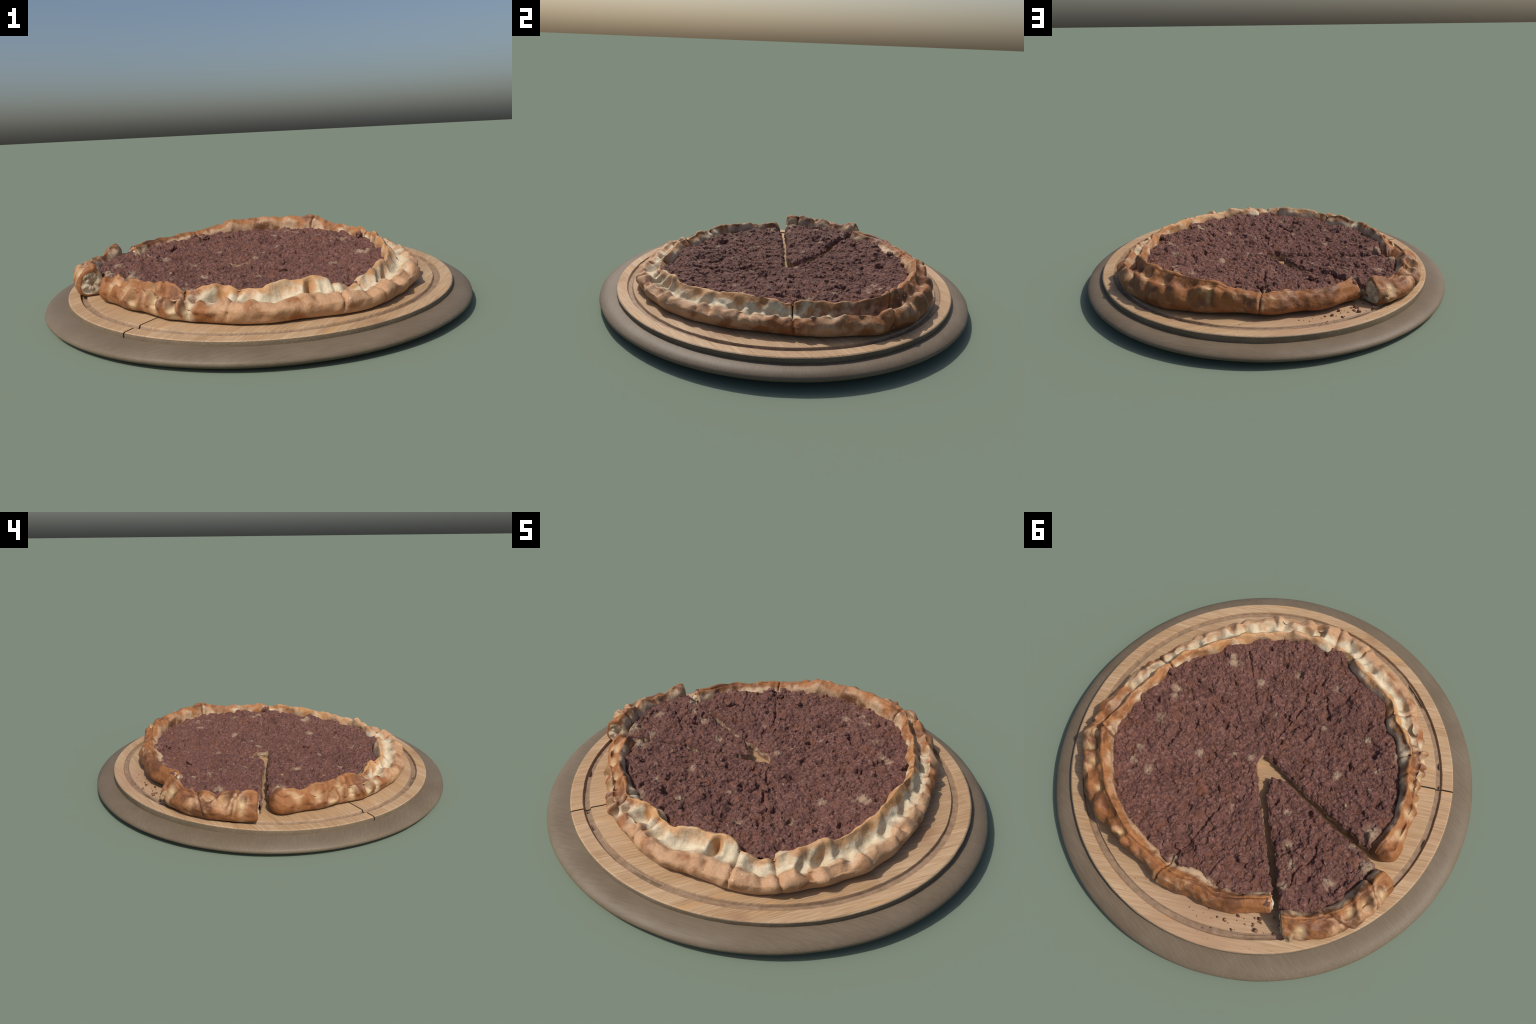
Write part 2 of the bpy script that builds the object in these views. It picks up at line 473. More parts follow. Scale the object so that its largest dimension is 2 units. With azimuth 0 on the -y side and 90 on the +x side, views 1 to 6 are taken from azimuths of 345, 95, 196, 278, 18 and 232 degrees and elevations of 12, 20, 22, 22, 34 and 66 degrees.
def crust_material(name, table, dents, center, tones):
    n = Nodes(name)
    a, r = n.polar(*center)
    lim = [min(1.0, ((row[0] % 360) / 360)) for row in table]
    order = sorted(range(len(table)), key=lambda i: lim[i])

    def lookup(col):
        pts = [(lim[i], table[i][col]) for i in order]
        if len(table) > 20:
            pts = [(0.0, pts[0][1])] + [p for p in pts if 0.002 < p[0] < 0.998] + [(1.0, pts[0][1])]
        else:
            pts = [(0.0, pts[0][1])] + pts + [(1.0, pts[-1][1])]
        return n.float_curve(a, pts)

    ro, rc = lookup(1), lookup(2)
    w1 = n.math("MULTIPLY", n.math("SUBTRACT", n.noise(11, 4, 0.55), 0.5), 0.75)
    w2 = n.math("MULTIPLY", n.math("SUBTRACT", n.noise(38, 3, 0.6), 0.5), 0.22)
    t0 = n.math("DIVIDE", n.math("SUBTRACT", r, rc), n.math("SUBTRACT", ro, rc))
    t = n.math("ADD", n.math("ADD", t0, w1), w2)
    # how baked each side of the pie is, by angle around the rim
    bake = n.float_curve(a, tones)
    # oven browning catches the raised folds first
    geo = n.t.nodes.new("ShaderNodeNewGeometry")
    raised = n.math("MULTIPLY", n.math("SUBTRACT", geo.outputs["Pointiness"], 0.5), 5.0)
    bakes = n.math("ADD", bake, raised)
    mott = n.noise(16, 5, 0.6)
    fine = n.noise(150, 3, 0.7)
    pale = n.mix(mott, (0.52, 0.42, 0.27), (0.64, 0.56, 0.41))
    tan = n.mix(mott, (0.40, 0.215, 0.108), (0.52, 0.315, 0.175))
    brown = n.mix(mott, (0.185, 0.062, 0.020), (0.37, 0.155, 0.052))
    dark = n.mix(mott, (0.090, 0.034, 0.016), (0.19, 0.074, 0.032))
    patch = n.math("MULTIPLY", n.math("SUBTRACT", n.noise(9, 3, 0.5, n.mapping(loc=(7, 3, 0))), 0.5), 3.0)
    roll = n.mix(n.step(n.math("ADD", bakes, patch), 0.20, 0.75), tan, brown)
    # toasted inner lip
    lip = n.math("MULTIPLY", n.step(t, -0.30, -0.02), n.step(t, 0.26, 0.04))
    under = n.step(t, 0.02, -0.35)
    trough = n.math("MULTIPLY", n.step(t, 0.04, 0.26), n.step(t, 0.66, 0.40))
    palefac = n.math("MULTIPLY", trough, n.step(bake, 0.72, 0.42))
    col = n.mix(palefac, roll, pale)
    col = n.mix(under, col, n.mix(n.step(bake, 0.45, 1.1), pale, tan))
    lipcol = n.mix(n.step(n.math("ADD", bakes, w1), 0.10, 0.6), n.mix(mott, (0.48, 0.235, 0.085), (0.56, 0.33, 0.15)), n.mix(mott, (0.24, 0.085, 0.027), (0.42, 0.185, 0.062)))
    lipamt = n.math("MULTIPLY", lip, n.step(bake, -0.05, 0.3))
    col = n.mix(lipamt, col, lipcol)
    # scorched ridges
    scorch = n.math("ADD", n.math("MULTIPLY", n.noise(8.5, 3, 0.5, n.mapping(loc=(3, 1, 0))), 0.6), n.math("MULTIPLY", n.noise(27, 5, 0.65), 0.4))
    scorch = n.math("ADD", scorch, n.math("MULTIPLY", lip, 0.05))
    burn = n.math("MULTIPLY", n.step(n.math("ADD", scorch, n.math("MULTIPLY", raised, 0.25)), 0.46, 0.60), n.step(bakes, 0.30, 0.80))
    col = n.mix(n.math("MULTIPLY", burn, 0.9), col, dark)
    # unbaked dough at the bottom of the pressed hollows
    wob = n.math("MULTIPLY", n.math("SUBTRACT", n.noise(40, 3), 0.5), 0.022)
    blobs = []
    for (ang, rad, dep, sa, sr) in dents:
        if dep < 0.011:
            continue
        q = math.radians(ang)
        blobs.append(n.blob(center[0] + rad * math.cos(q), center[1] + rad * math.sin(q), 0.95 * (sa + sr) + 0.006, wob))
    hollow = n.most(blobs)
    col = n.mix(n.math("MULTIPLY", hollow, 0.95), col, n.mix(n.step(bake, 0.4, 0.95), pale, n.mix(mott, (0.50, 0.30, 0.13), (0.60, 0.43, 0.24))))
    # flour bloom and freckles
    col = n.mix(n.math("MULTIPLY", n.step(n.noise(24, 5, 0.75), 0.58, 0.72), n.ramp(bake, [(0.3, 0.28), (0.8, 0.12)])), col, (0.60, 0.49, 0.38))
    grain = n.noise(260, 3, 0.75)
    col = n.mix(n.math("MULTIPLY", n.step(n.math("ADD", n.math("MULTIPLY", fine, 0.6), n.math("MULTIPLY", grain, 0.4)), 0.50, 0.64), 0.38), col, (0.22, 0.095, 0.042))
    col = n.mix(n.math("MULTIPLY", n.step(grain, 0.58, 0.70), n.ramp(bake, [(0.3, 0.22), (0.8, 0.07)])), col, (0.72, 0.60, 0.46))
    flour = n.math("MULTIPLY", n.step(n.voronoi(19), 0.075, 0.03), n.step(n.noise(5, 2), 0.50, 0.60))
    col = n.mix(n.math("MULTIPLY", flour, 0.8), col, (0.66, 0.62, 0.58))
    spot = n.math("MULTIPLY", n.step(n.voronoi(24), 0.10, 0.04), n.step(n.noise(6, 2), 0.56, 0.66))
    col = n.mix(n.math("MULTIPLY", spot, 0.8), col, (0.09, 0.028, 0.012))
    hgt = n.math("ADD", n.math("MULTIPLY", fine, 0.6), n.noise(45, 5, 0.7))
    return n.finish(col, n.ramp(scorch, [(0.4, 0.66), (0.62, 0.42)]), hgt, 0.5, 0.005, 0.3)


def build_crust(name, table, dents, creases, center, mat, parent, ends, seed, cap_mat):
    """Loft the rim profile along the angle; round or cut ends."""
    a0, a1 = table[0][0], table[-1][0]
    nt = int((a1 - a0) * 4.4)
    ang = np.linspace(a0, a1, nt)
    A = np.radians(ang)
    ro, rc, ho, ht, hi, ri = (curve_at(table, c, ang) for c in range(1, 7))
    c, s = np.cos(A), np.sin(A)
    # uneven pinching of the roll
    n1 = fbm(7 * c + seed, 7 * s, 0.3, 2)
    n2 = fbm(8 * c - seed, 8 * s, 5.3, 2)
    n3 = fbm(9 * c, 9 * s + seed, 9.1, 2, 0.35)
    ro = ro - 0.004 + 0.006 * n1
    ho = ho + 0.005 + 0.011 * n2
    hi = hi + 0.010 * n3
    rc = rc + 0.007 * n2
    ht = ht + 0.007 * n1
    sway = 0.010 * perlin(6 * c, 6 * s + seed, 3.3) * smooth(444, 456, ang)
    ro, rc = ro + sway, rc + sway
    lift = 0.005 + 0.013 * smooth(440, 455, ang)        # the smooth roll lifts off the board
    mid = ro - rc
    P = [  # control polygon of the section: (radius, height)
        (ri - 0.02, 0.012 + 0 * ro), (ro - 0.085, 0.003 + 0 * ro), (ro - 0.045, lift * 0.5), (ro - 0.015, lift + 0.004), (ro - 0.002, 0.028 + lift * 0.7), (ro + 0.001, 0.052 + lift * 0.5),
        (ro - 0.007, 0.052 + 0.50 * (ho - 0.052)), (ro - np.maximum(0.20 * mid + 0.004, np.minimum(0.022, 0.26 * mid)), ho - 0.003), (ro - np.maximum(0.34 * mid, np.minimum(0.032, 0.38 * mid)), ho + 0.002),
        (ro - 0.52 * mid, 0.4 * ho + 0.6 * ht), (ro - 0.68 * mid, ht + 0.12 * (hi - ht)), (rc + 0.20 * mid, ht + 0.45 * (hi - ht)), (rc + 0.09 * mid, hi - 0.010), (rc, hi),
        (rc - 0.011, hi - 0.012), (ri - 0.002, hi - 0.034), (ri - 0.010, 0.045 + 0 * ro), (ri - 0.020, 0.020 + 0 * ro)]
    PR = np.stack([np.broadcast_to(p[0], ang.shape) for p in P], 1)
    PH = np.stack([np.broadcast_to(p[1], ang.shape) for p in P], 1)
    # periodic Catmull-Rom through the section
    m, sub = PR.shape[1], 6
    RR, HH, KK = [], [], []
    for i in range(m):
        q = [(i - 1) % m, i, (i + 1) % m, (i + 2) % m]
        for j in range(sub):
            t = j / sub
            w = (-.5 * t ** 3 + t ** 2 - .5 * t, 1.5 * t ** 3 - 2.5 * t ** 2 + 1, -1.5 * t ** 3 + 2 * t ** 2 + .5 * t, .5 * t ** 3 - .5 * t ** 2)
            RR.append(sum(wk * PR[:, k] for wk, k in zip(w, q)))
            HH.append(sum(wk * PH[:, k] for wk, k in zip(w, q)))
            KK.append((i + t) / m)
    RR, HH, KK = np.stack(RR, 1), np.stack(HH, 1), np.array(KK)[None, :]
    # narrow parts of the rim are plain round rolls: relax their section
    plain = smooth(0.105, 0.075, mid)[:, None]
    RS, HS = RR, HH
    for _ in range(14):
        RS = 0.5 * RS + 0.25 * (np.roll(RS, 1, 1) + np.roll(RS, -1, 1))
        HS = 0.5 * HS + 0.25 * (np.roll(HS, 1, 1) + np.roll(HS, -1, 1))
    RR = RR + (RS - RR) * plain
    HH = HH + (HS * 1.03 - HH) * plain
    nv = RR.shape[1]
    AA = A[:, None] + 0 * RR
    # slanting pleats twist the section along the rim
    AA = AA + np.radians(1.2) * perlin(7 * c[:, None], 7 * s[:, None], KK * 4 + seed) * smooth(.15, .3, KK) * smooth(.85, .7, KK) * smooth(0, 4, ang - a0)[:, None] * smooth(0, 4, a1 - ang)[:, None]
    X, Y = RR * np.cos(AA), RR * np.sin(AA)
    Z = HH.copy()

    def normals():
        V = np.stack([X, Y, Z], -1)
        du = np.gradient(V, axis=0)
        dv = np.roll(V, -1, 1) - np.roll(V, 1, 1)
        nn = np.cross(du, dv)
        nn /= np.linalg.norm(nn, axis=-1)[..., None] + 1e-12
        return nn
    N = normals()
    if np.mean(N[:, nv // 2, 2]) < 0:
        N = -N
    top = smooth(.16, .26, KK) * smooth(.90, .82, KK)
    D = np.zeros_like(X)
    deg = np.degrees(AA)
    for (da, dr, dep, sa, sr) in dents:
        along = np.radians(deg - da) * dr
        across = RR - dr
        q2 = (along / (0.006 + 1.25 * sa)) ** 2 + ((across + 0.4 * along) / (0.004 + 1.2 * sr)) ** 2
        D += dep * (-1.1 * np.exp(-q2) + 0.22 * np.exp(-(np.sqrt(q2) - 1.7) ** 2 / 0.3)) * smooth(0.04, 0.055, HH)
    for (ca, w, dep, sl) in creases:
        along = np.radians(deg - ca - sl * (KK - 0.5) * 2) * 0.75
        g = np.exp(-np.abs(along / w) ** 1.4)
        puff = np.exp(-((np.abs(along) - 3.2 * w) / (2.2 * w)) ** 2)
        D += (-dep * g + 0.25 * dep * puff) * top
    # slanting pleats: fat lobes with pinched valleys between them
    pk = np.array([p[0] for p in PLEATS], float)
    pw = np.interp(ang, pk, [p[1] for p in PLEATS])[:, None]
    ph = deg / 9.6 + 1.2 * perlin(5 * c[:, None] + seed, 5 * s[:, None], 2.2) + 2.0 * (KK - 0.4)
    lobe = np.sqrt(np.sin(np.pi * ph) ** 2 + 0.06) - 0.70
    D += 0.022 * pw * lobe * smooth(.22, .38, KK) * smooth(.60, .48, KK)
    D += 0.016 * perlin(11 * X, 11 * Y, 11 * Z - seed) * top * (0.5 + 0.5 * pw)
    D += 0.0055 * perlin(24 * X, 24 * Y, 24 * Z + seed) * top
    D += 0.0010 * fbm(70 * X, 70 * Y, 70 * Z, 2) * top
    X = X + N[..., 0] * D
    Y = Y + N[..., 1] * D
    Z = np.maximum(Z + N[..., 2] * D, 0.002)
    # ends: shrink the last sections towards their middle so they close round ("round") or nearly flat ("cut")
    cr, ch = RR.mean(1), HH.mean(1)
    for side, style in zip((0, 1), ends):
        d = (ang - a0 if side == 0 else a1 - ang) * np.pi / 180 * 0.72       # metres from the end
        L = 0.042 if style == "round" else 0.007
        f = np.sqrt(np.clip(1 - (1 - np.clip(d / L, 0, 1)) ** 2, 0, 1))
        f = np.clip(f, 0.0, 1)
        if style == "cut":
            f = 0.80 + 0.20 * f
        f = f[:, None]
        CX, CY = (cr * c)[:, None], (cr * s)[:, None]
        X = CX + (X - CX) * f
        Y = CY + (Y - CY) * f
        hc = 0.045
        Z = hc + (Z - hc) * f
    wx, wy = X + center[0], Y + center[1]
    V = np.stack([wx, wy, Z + disc_z(wx, wy)], -1)
    quads = grid_faces(nt, nv, wrap_v=True)[:, ::-1]
    verts = V.reshape(-1, 3)
    extra = []
    caps = []
    for row, flip in ((0, False), (nt - 1, True)):
        idx = np.arange(nv) + row * nv
        loop0 = verts[idx]
        cen = loop0.mean(0)
        prev = idx
        for kf in (0.94, 0.86, 0.76, 0.64, 0.5, 0.35, 0.18):
            q = cen + (loop0 - cen) * kf
            torn = 0.012 if ends[0 if row == 0 else 1] == "cut" else 0.001
            jit = fbm(34 * q[:, 0], 34 * q[:, 1], 34 * q[:, 2] + row, 3) * torn * (1 - kf ** 6)
            q[:, 0] += jit * s[row]
            q[:, 1] -= jit * c[row]
            start = len(verts) + sum(len(cc) for cc in caps)
            caps.append(q)
            nxt = np.arange(nv) + start
            for j in range(nv):
                j1 = (j + 1) % nv
                f = [int(prev[j]), int(nxt[j]), int(nxt[j1]), int(prev[j1])]
                extra.append(f if not flip else f[::-1])
            prev = nxt
        extra.append([int(i) for i in (prev if not flip else prev[::-1])][::1])
    allv = np.concatenate([verts] + caps, 0)
    mi = np.zeros(len(quads) + len(extra), int)
    half = len(extra) // 2
    for k, style in enumerate(ends):
        if style == "cut":
            mi[len(quads) + k * half: len(quads) + (k + 1) * half] = 1
    return make_mesh(name, allv, quads, [mat, cap_mat], parent, extra=extra, sharp=70, mat_index=mi)


# ------------------------------------------------------------------ the filling
CUTS = [(367.5, .007, 0.1), (420.0, .006, 0.05), (465.0, .012, 0.25), (284.0, .012, 0.05), (330.0, .011, 0.15)]


def filling_height(x, y):
    """Mean height of the minced meat above the board, before lumps."""
    r = np.hypot(x, y)
    h = 0.051 + 0.030 * smooth(0.22, 0.62, r) + 0.006 * smooth(0.2, 0.6, x) * smooth(-0.5, -0.1, y)
    h = h + 0.017 * np.exp(-((x - 0.38) / 0.30) ** 2 - ((y - 0.10) / 0.26) ** 2) - 0.006 * np.exp(-((x - 0.35) / 0.22) ** 2 - ((y + 0.48) / 0.2) ** 2)
    h = h + 0.003 + 0.008 * smooth(0.35, 0.65, y) + 0.004 * smooth(-0.3, -0.6, x)
    return h


def minced(x, y, seed=0):
    """Lumpy minced-meat relief."""
    wx = x + 0.013 * fbm(30 * x, 30 * y, 2.1 + seed, 3)
    wy = y + 0.013 * fbm(30 * x, 30 * y, 7.7 + seed, 3)
    f1, f2, cid = worley(wx / 0.060, wy / 0.060, 1 + seed)
    big = (1 - f1 ** 2 * 1.3) * ((cid % 97) / 97)
    g1, g2, gid = worley(wx / 0.027, wy / 0.027, 4 + seed)
    mid = (1 - g1 ** 2 * 1.5) * (0.2 + 0.8 * (gid % 89) / 89)
    k1, k2, kid = worley(wx / 0.0115, wy / 0.0115, 8 + seed)
    sml = (1 - k1 ** 2 * 1.5) * (0.3 + 0.7 * (kid % 83) / 83)
    pit = smooth(0.30, 0.75, perlin(19 * wx, 19 * wy, 4.4 + seed))
    clod = np.abs(fbm(15 * x, 15 * y, 6.6 + seed, 2))
    return (0.015 * (big - 0.3) + 0.013 * (mid - 0.4) + 0.0062 * (sml - 0.4) + 0.009 * fbm(8 * x, 8 * y, 1.2 + seed, 3)
            + 0.010 * (clod - 0.35) - 0.024 * pit
            + 0.007 * fbm(np.arctan2(y, x) * 5.5, np.hypot(x, y) * 6 + 3, 2.5 + seed, 2) * smooth(0.03, 0.12, np.hypot(x, y)) * smooth(3.1, 2.7, np.abs(np.arctan2(y, x))))


def filling_material(name, center, spots):
    n = Nodes(name)
    big = n.noise(13, 4, 0.6)
    mid = n.noise(70, 5, 0.76)
    cell = n.voronoi(60, n.mapping(scale=(1, 1, 0.8)), out="Color")
    cx, cy, cz = n.xyz(cell)
    col = n.ramp(mid, [(0.31, (0.040, 0.017, 0.015)), (0.45, (0.136, 0.059, 0.047)), (0.57, (0.228, 0.110, 0.085)), (0.70, (0.42, 0.25, 0.20))])
    col = n.mix(n.math("MULTIPLY", cx, 0.35), col, (0.20, 0.095, 0.076))
    col = n.mix(n.math("MULTIPLY", n.step(big, 0.52, 0.70), 0.65), col, (0.185, 0.072, 0.038))
    col = n.mix(n.math("MULTIPLY", n.step(n.noise(26, 4, 0.6, n.mapping(loc=(5, 2, 1))), 0.60, 0.70), 0.55), col, (0.27, 0.105, 0.062))
    # broad dark patches, then small lighter flecks
    shade = n.noise(6, 4, 0.6, n.mapping(loc=(2, 9, 4)))
    col = n.mix(n.math("MULTIPLY", n.step(shade, 0.50, 0.66), 0.40), col, (0.095, 0.042, 0.036))
    col = n.mix(n.math("MULTIPLY", n.step(n.noise(95, 3, 0.6), 0.62, 0.72), 0.5), col, (0.30, 0.17, 0.14))
    col = n.mix(n.math("MULTIPLY", n.step(n.noise(19, 4, 0.65, n.mapping(loc=(1, 7, 3))), 0.655, 0.74), 0.45), col, (0.36, 0.245, 0.17))
    # bare dough and onion showing through
    wob = n.math("MULTIPLY", n.math("SUBTRACT", n.noise(30, 4, 0.65), 0.5), 0.075)
    blobs = n.most([n.blob(x, y, r, wob) for x, y, r in spots])
    pale = n.mix(big, (0.46, 0.31, 0.185), (0.54, 0.42, 0.30))
    col = n.mix(n.math("MULTIPLY", blobs, 0.72), col, pale)
    hgt = n.math("ADD", n.noise(120, 4, 0.7), n.math("MULTIPLY", mid, 0.8))
    return n.finish(col, 0.62, hgt, 1.0, 0.008, 0.22)


# where the cut faces of the opened wedge run: radius -> angle (the knife missed the exact middle)
MAIN_FACES = ([(0.0, 196), (0.03, 190), (0.15, 185.4), (0.45, 185.6), (0.70, 186.6)], [(0.0, 440), (0.047, 458), (0.117, 488), (0.277, 499.5), (0.462, 503.0), (0.58, 504.2), (0.70, 505.6)])
WEDGE_FACES = ([(0.0, 110), (0.03, 118), (0.164, 137), (0.348, 143.5), (0.5, 144.3), (0.65, 145.0)], [(0.0, 215), (0.03, 212), (0.171, 195), (0.311, 189.3), (0.453, 189.0), (0.65, 188.2)])


def face_angles(faces, r):
    return [np.interp(r, [p[0] for p in f], [p[1] for p in f]) for f in faces]


def build_filling(name, table, center, mat, parent, cuts, seed, wall_mat, faces, ledge=None):
    a0, a1 = table[0][0], table[-1][0]
    nt = int((a1 - a0) * 4.2)
    ang = np.linspace(a0, a1, nt)
    nr = 230
    u = np.linspace(0, 1, nr) ** 0.85
    A = np.radians(ang)[:, None]
    rim = (curve_at(table, 6, ang) + 0.012)[:, None]
    r = u[None, :] * rim
    lo, hi = face_angles(faces, r)
    A = np.radians(lo + (hi - lo) * ((ang - a0) / (a1 - a0))[:, None])
    # the cut edges wander a little
    edge = smooth(0, 5, ang - a0) * smooth(0, 5, a1 - ang)
    Aw = A + (np.radians(0.9) * (1 - edge))[:, None] * fbm(r * 22, seed + 0 * r, np.sign(ang - (a0 + a1) / 2)[:, None] * 3.0, 3)
    X, Y = center[0] + r * np.cos(Aw), center[1] + r * np.sin(Aw)
    H = filling_height(X, Y) + minced(X, Y, seed)
    deg = np.degrees(A)
    if ledge:
        # a torn ledge: the outer part of the topping stands higher than the inner part
        px, py = ledge[0]
        qx, qy = ledge[1]
        L = math.hypot(qx - px, qy - py)
        tx, ty = (qx - px) / L, (qy - py) / L
        u2 = ((X - px) * tx + (Y - py) * ty) / L
        dd = (X - px) * ty - (Y - py) * tx + 0.012 * np.sin(u2 * 6.0) + 0.012 * fbm(14 * X, 14 * Y, 5.5, 2)
        on = smooth(-0.25, 0.0, u2) * smooth(1.3, 1.05, u2)
        H = H + on * (0.012 * smooth(-0.006, 0.006, dd) * smooth(0.12, 0.03, dd) - 0.016 * np.exp(-((dd + 0.006) / 0.006) ** 2))
    for ca, dep, r0 in cuts:
        along = np.radians(deg - ca + 1.6 * perlin(r * 9, ca, 0)) * r
        g = np.exp(-np.abs(along / 0.0055) ** 1.5) * smooth(r0, r0 + 0.12, r) * smooth(-0.2, 0.35, fbm(r * 9, ca * 3.1, 2, 2) + 0.1)
        H = H - dep * 1.5 * g
    # lower towards the crust, thin dough at the very edge
    dr = rim - r
    sag = np.interp(ang, [140, 160, 168, 186, 192, 246, 256, 300, 505], [.004, .004, .030, .030, .030, .030, .010, .004, .006])[:, None]
    H = H - sag * smooth(0.040, 0.006, dr + 0.012 * fbm(16 * X, 16 * Y, 8.8, 2))
    # sides of the wedge cut slope down
    if len(ang):
        d0 = np.radians(deg - lo) * r
        d1 = np.radians(hi - deg) * r
        H = H - 0.012 * np.exp(-(np.minimum(d0, d1) / 0.009) ** 2)
    # clumps lean sideways so lumps overhang a little
    X2 = X + 0.0045 * fbm(60 * X, 60 * Y, 3 + seed, 2) * smooth(0, 0.02, r)
    Y2 = Y + 0.0045 * fbm(60 * X, 60 * Y, 13 + seed, 2) * smooth(0, 0.02, r)
    H = np.maximum(H, 0.024)
    V = np.stack([X2, Y2, H + disc_z(X, Y)], -1)
    quads = grid_faces(nt, nr)[:, ::-1]
    # wall strips down to the dough at both cut faces
    verts = V.reshape(-1, 3)
    extra, add, low = [], [], []
    for row, flip in ((0, True), (nt - 1, False)):
        idx = np.arange(nr) + row * nr
        sgn = -1 if row == 0 else 1
        tang = np.stack([-np.sin(A[row]), np.cos(A[row])], -1) * sgn
        prev = idx
        for f in (0.66, 0.33, 0.0):
            p = verts[idx].copy()
            base = disc_z(p[:, 0], p[:, 1]) + 0.016
            p[:, 2] = base + (p[:, 2] - base) * f
            out = (0.004 * (1 - f) + 0.004 * fbm(55 * p[:, 0], 55 * p[:, 1], 55 * p[:, 2], 2) * (f > 0)) * smooth(0, 0.05, r[row])
            p[:, :2] += tang * out[:, None]
            start = len(verts) + sum(len(q) for q in add)
            add.append(p)
            nxt = np.arange(nr) + start
            for j in range(nr - 1):
                q = [int(prev[j]), int(nxt[j]), int(nxt[j + 1]), int(prev[j + 1])]
                extra.append(q[::-1] if not flip else q)
                low.append(1 if f < 0.4 else 0)
            prev = nxt
    allv = np.concatenate([verts] + add, 0)
    mi = np.concatenate([np.zeros(len(quads), int), np.array(low)])
    return make_mesh(name, allv, quads, [mat, wall_mat], parent, extra=extra, mat_index=mi)


def dough_material():
    n = Nodes("base_dough")
    m = n.noise(30, 4)
    col = n.ramp(m, [(0.38, (0.16, 0.082, 0.050)), (0.50, (0.29, 0.185, 0.118)), (0.64, (0.44, 0.34, 0.235))])
    return n.finish(col, 0.7, m, 0.3)


def torn_dough_material():
    n = Nodes("torn_dough")
    m = n.noise(34, 4, 0.65)
    col = n.ramp(m, [(0.34, (0.30, 0.185, 0.095)), (0.48, (0.50, 0.40, 0.27)), (0.70, (0.58, 0.51, 0.40))])
    return n.finish(col, 0.75, m, 0.5, 0.006)


def crumb_material():
    n = Nodes("crumbs")
    col = n.ramp(n.noise(60, 2), [(0.35, (0.10, 0.042, 0.028)), (0.55, (0.24, 0.12, 0.07)), (0.7, (0.45, 0.32, 0.2))])
    return n.finish(col, 0.8)


def build_dough_base(name, table, center, mat, parent, faces):
    """Thin dough sheet under the filling, its cut faces showing in the gap."""
    a0, a1 = table[0][0], table[-1][0]
    nt = int((a1 - a0) * 1.5)
    ang = np.linspace(a0, a1, nt)
    A = np.radians(ang)[:, None]
    rs = np.linspace(0.002, 1, 60)[None, :]
    r = rs * (curve_at(table, 6, ang) - 0.01)[:, None]
    lo, hi = face_angles(faces, r)
    A = np.radians(lo + (hi - lo) * ((ang - a0) / (a1 - a0))[:, None])
    X, Y = center[0] + r * np.cos(A), center[1] + r * np.sin(A)
    top = np.stack([X, Y, disc_z(X, Y) + 0.020 + 0.003 * fbm(20 * X, 20 * Y, 1, 3)], -1)
    bot = np.stack([X, Y, disc_z(X, Y) + 0.0022], -1)
    nv = 120
    V = np.concatenate([top, bot[:, ::-1]], 1)
    quads = grid_faces(nt, nv, wrap_v=True)[:, ::-1]
    ex = []
    for row, fl in ((0, True), (nt - 1, False)):
        for j in range(59):
            f = [row * nv + j, row * nv + j + 1, row * nv + nv - 2 - j, row * nv + nv - 1 - j]
            ex.append(f[::-1] if fl else f)
    return make_mesh(name, V, quads, [mat], parent, extra=ex, sharp=45)


# pale patches seen in the filling: x, y, radius
SPOTS = [(0.23, -0.394, .028), (0.044, -0.489, .030), (0.47, -0.18, .040), (0.50, -0.20, .026), (-0.30, -0.19, .034), (-0.437, -0.118, .010),
         (0.31, -0.225, .028), (0.52, 0.13, .034), (0.49, 0.16, .026), (0.43, 0.28, .032), (0.37, 0.44, .030), (0.33, 0.50, .024), (0.25, 0.47, .030),
         (-0.42, -0.47, .050), (-0.61, -0.12, .055), (-0.25, -0.42, .026), (0.02, 0.06, .025), (-0.35, 0.58, .060), (-0.44, 0.55, .050), (-0.52, 0.44, .045),
         (-0.18, 0.62, .035), (0.12, -0.16, .020), (0.36, -0.05, .018), (-0.12, 0.28, .022), (0.18, 0.24, .022), (-0.40, -0.34, .022), (-0.08, -0.30, .018),
         (0.08, 0.12, .018), (-0.28, 0.20, .022), (-0.47, 0.33, .025)]
# ends of the torn ledge across the loose wedge
LEDGE = ((-0.500, 0.109), (-0.539, 0.282))
WEDGE_SPOTS = [(-0.66, 0.17, .034), (-0.50, 0.24, .030), (-0.70, 0.36, .050), (-0.71, 0.00, .055), (-0.60, -0.02, .030), (-0.55, 0.33, .030), (-0.30, 0.10, .02), (-0.42, 0.20, .03)]

MAIN_TONES = [(0.0, .42), (0.05, .50), (0.10, .62), (0.14, .82), (0.20, .95), (0.29, .90), (0.33, .80), (0.40, .82), (0.50, .84), (0.55, .84), (0.62, .76),
              (0.66, .46), (0.70, .26), (0.77, .16), (0.85, .08), (0.90, .18), (0.95, .34), (1.0, .42)]
WEDGE_TONES = [(0.0, .82), (0.45, .80), (0.55, .82), (1.0, .82)]


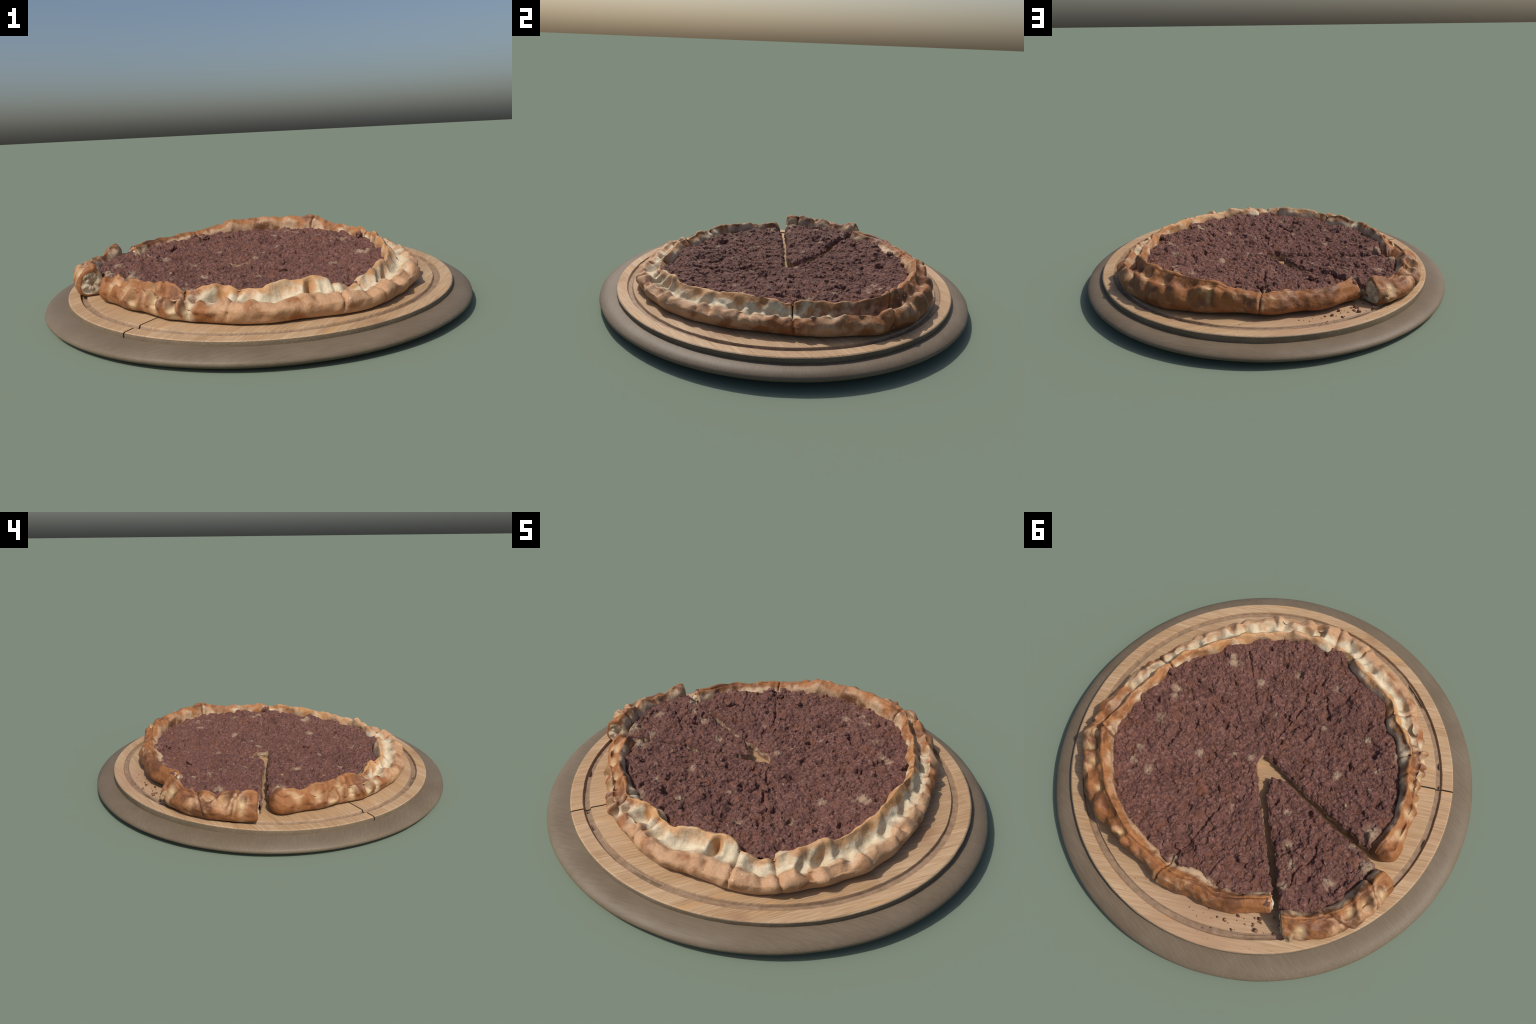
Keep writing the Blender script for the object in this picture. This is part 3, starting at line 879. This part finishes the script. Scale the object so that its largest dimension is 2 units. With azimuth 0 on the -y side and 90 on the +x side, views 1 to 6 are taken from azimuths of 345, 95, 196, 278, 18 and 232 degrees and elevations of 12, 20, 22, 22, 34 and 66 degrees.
def build_crumbs(parent, mat):
    """Meat and crust crumbs left on the board beside the pie."""
    rng = np.random.default_rng(21)
    verts, faces = [], []
    ico = [(0, 0, 1), (.894, 0, .447), (.276, .851, .447), (-.724, .526, .447), (-.724, -.526, .447), (.276, -.851, .447),
           (.724, .526, -.447), (-.276, .851, -.447), (-.894, 0, -.447), (-.276, -.851, -.447), (.724, -.526, -.447), (0, 0, -1)]
    fc = [(0, 1, 2), (0, 2, 3), (0, 3, 4), (0, 4, 5), (0, 5, 1), (1, 6, 2), (2, 7, 3), (3, 8, 4), (4, 9, 5), (5, 10, 1),
          (6, 7, 2), (7, 8, 3), (8, 9, 4), (9, 10, 5), (10, 6, 1), (11, 7, 6), (11, 8, 7), (11, 9, 8), (11, 10, 9), (11, 6, 10)]
    for i in range(70):
        if i < 40:
            a, r = math.radians(rng.normal(136, 9)), rng.normal(0.775, 0.02)
            size = rng.uniform(0.0018, 0.0075) if i > 4 else rng.uniform(0.008, 0.014)
        elif i < 52:
            a, r = math.radians(rng.uniform(95, 150)), rng.uniform(0.78, 0.89)
            size = rng.uniform(0.0015, 0.003)
        else:
            a, r = math.radians(rng.uniform(150, 182)), rng.uniform(0.2, 0.6)
            size = rng.uniform(0.002, 0.004)
        x, y = r * math.cos(a), r * math.sin(a)
        b = len(verts)
        for v in ico:
            k = size * rng.uniform(0.6, 1.25)
            verts.append((x + v[0] * k, y + v[1] * k * 0.8, disc_z(x, y) + size * 0.5 + v[2] * k * 0.7))
        faces += [tuple(b + j for j in f) for f in fc]
    ob = make_mesh("crumb", verts, [], [mat], parent, extra=faces)
    ob["kind"] = "stuff"
    return ob


def plain_lump_material(name, lo, hi):
    n = Nodes(name)
    m = n.noise(2.2, 5, 0.7)
    return n.finish(n.ramp(m, [(0.35, lo), (0.65, hi)]), 0.65, m, 0.6, 0.05, 0.2)


def lump_mesh(name, mat, seed, bumpy):
    """Irregular rounded lump of unit radius."""
    nu, nv = 36, 24
    a = np.linspace(0, TAU, nu, endpoint=False)[:, None]
    b = np.linspace(0.02, math.pi - 0.02, nv)[None, :]
    x, y, z = np.sin(b) * np.cos(a), np.sin(b) * np.sin(a), np.cos(b) + 0 * a
    k = 1 + bumpy * fbm(1.3 * x + seed, 1.3 * y, 1.3 * z, 3)
    v = np.stack([x * k, y * k, z * k], -1).reshape(-1, 3)
    caps = [[i * nv for i in range(nu)], [i * nv + nv - 1 for i in range(nu)][::-1]]
    ob = make_mesh(name, v, grid_faces(nu, nv, wrap_u=True)[:, ::-1], [mat], extra=caps)
    return ob


def place(ob, parent, x, y, h, size, turn):
    ob.parent = parent
    ob.location = (x, y, float(disc_z(x, y)) + h)
    ob.scale = size
    ob.rotation_euler = (0.3 * math.sin(turn * 3), 0.4 * math.cos(turn * 5), turn)


def build_chunks(pie, wedge, meat, pale):
    """Loose chunks lying on the topping, a pale seed, and the torn dough knobs at the end of the wedge's crust."""
    first = lump_mesh("meat_chunk", meat, 4.0, 0.45)
    spots = [(-0.355, 0.392, .092, (.022, .015, .016), 0.6), (-0.560, 0.425, .098, (.018, .016, .020), 1.8), (-0.20, 0.60, .095, (.020, .018, .018), 2.6),
             (-0.14, 0.57, .092, (.018, .014, .016), 0.2), (0.60, 0.095, .110, (.018, .016, .018), 1.1), (0.06, -0.22, .062, (.020, .014, .014), 2.2),
             (0.10, -0.10, .058, (.018, .014, .013), 0.9), (-0.02, 0.52, .090, (.020, .016, .015), 1.4)]
    for i, (x, y, h, size, turn) in enumerate(spots):
        ob = first
        if i:
            ob = first.copy()
            bpy.context.scene.collection.objects.link(ob)
        place(ob, pie, x, y, h, size, turn)
    seed = lump_mesh("seed", pale, 2.0, 0.15)
    place(seed, pie, -0.437, -0.118, .083, (.009, .005, .005), 2.2)
    knob = lump_mesh("dough_knob", pale, 7.0, 0.35)
    place(knob, wedge, -0.716, 0.428, .066, (.019, .016, .018), 0.5)
    other = knob.copy()
    bpy.context.scene.collection.objects.link(other)
    place(other, wedge, -0.728, 0.440, .050, (.014, .012, .014), 1.7)


# ------------------------------------------------------------------ assemble
board = build_board()
pie = empty("meat_pie", "round open meat pie with browned pinched crust", "pie")
wedge = empty("pie_slice", "cut wedge of meat pie with browned crust", "pie slice")
dough = dough_material()
torn = torn_dough_material()

main_crust_mat = crust_material("baked_crust", MAIN, MAIN_DENTS, (0.0, 0.0), MAIN_TONES)
wedge_crust_mat = crust_material("baked_crust_slice", WEDGE, WEDGE_DENTS, APEX, WEDGE_TONES)
build_crust("crust", MAIN, MAIN_DENTS, MAIN_CREASES, (0.0, 0.0), main_crust_mat, pie, ("round", "cut"), 3.0, torn)
build_crust("crust", WEDGE, WEDGE_DENTS, WEDGE_CREASES, APEX, wedge_crust_mat, wedge, ("cut", "cut"), 8.0, torn)
main_fill_mat = filling_material("minced_meat", (0, 0), SPOTS)
wedge_fill_mat = filling_material("minced_meat_slice", APEX, WEDGE_SPOTS)
build_filling("meat_filling", MAIN, (0.0, 0.0), main_fill_mat, pie, CUTS, 0, dough, MAIN_FACES)
build_filling("meat_filling", WEDGE, APEX, wedge_fill_mat, wedge, [], 3, dough, WEDGE_FACES, LEDGE)
build_dough_base("dough_base", MAIN, (0.0, 0.0), dough, pie, MAIN_FACES)
build_dough_base("dough_base", WEDGE, APEX, dough, wedge, WEDGE_FACES)
build_crumbs(board, crumb_material())
build_chunks(pie, wedge, plain_lump_material("meat_chunk", (0.13, 0.055, 0.043), (0.30, 0.15, 0.115)),
             plain_lump_material("toasted_dough", (0.40, 0.22, 0.095), (0.58, 0.42, 0.25)))
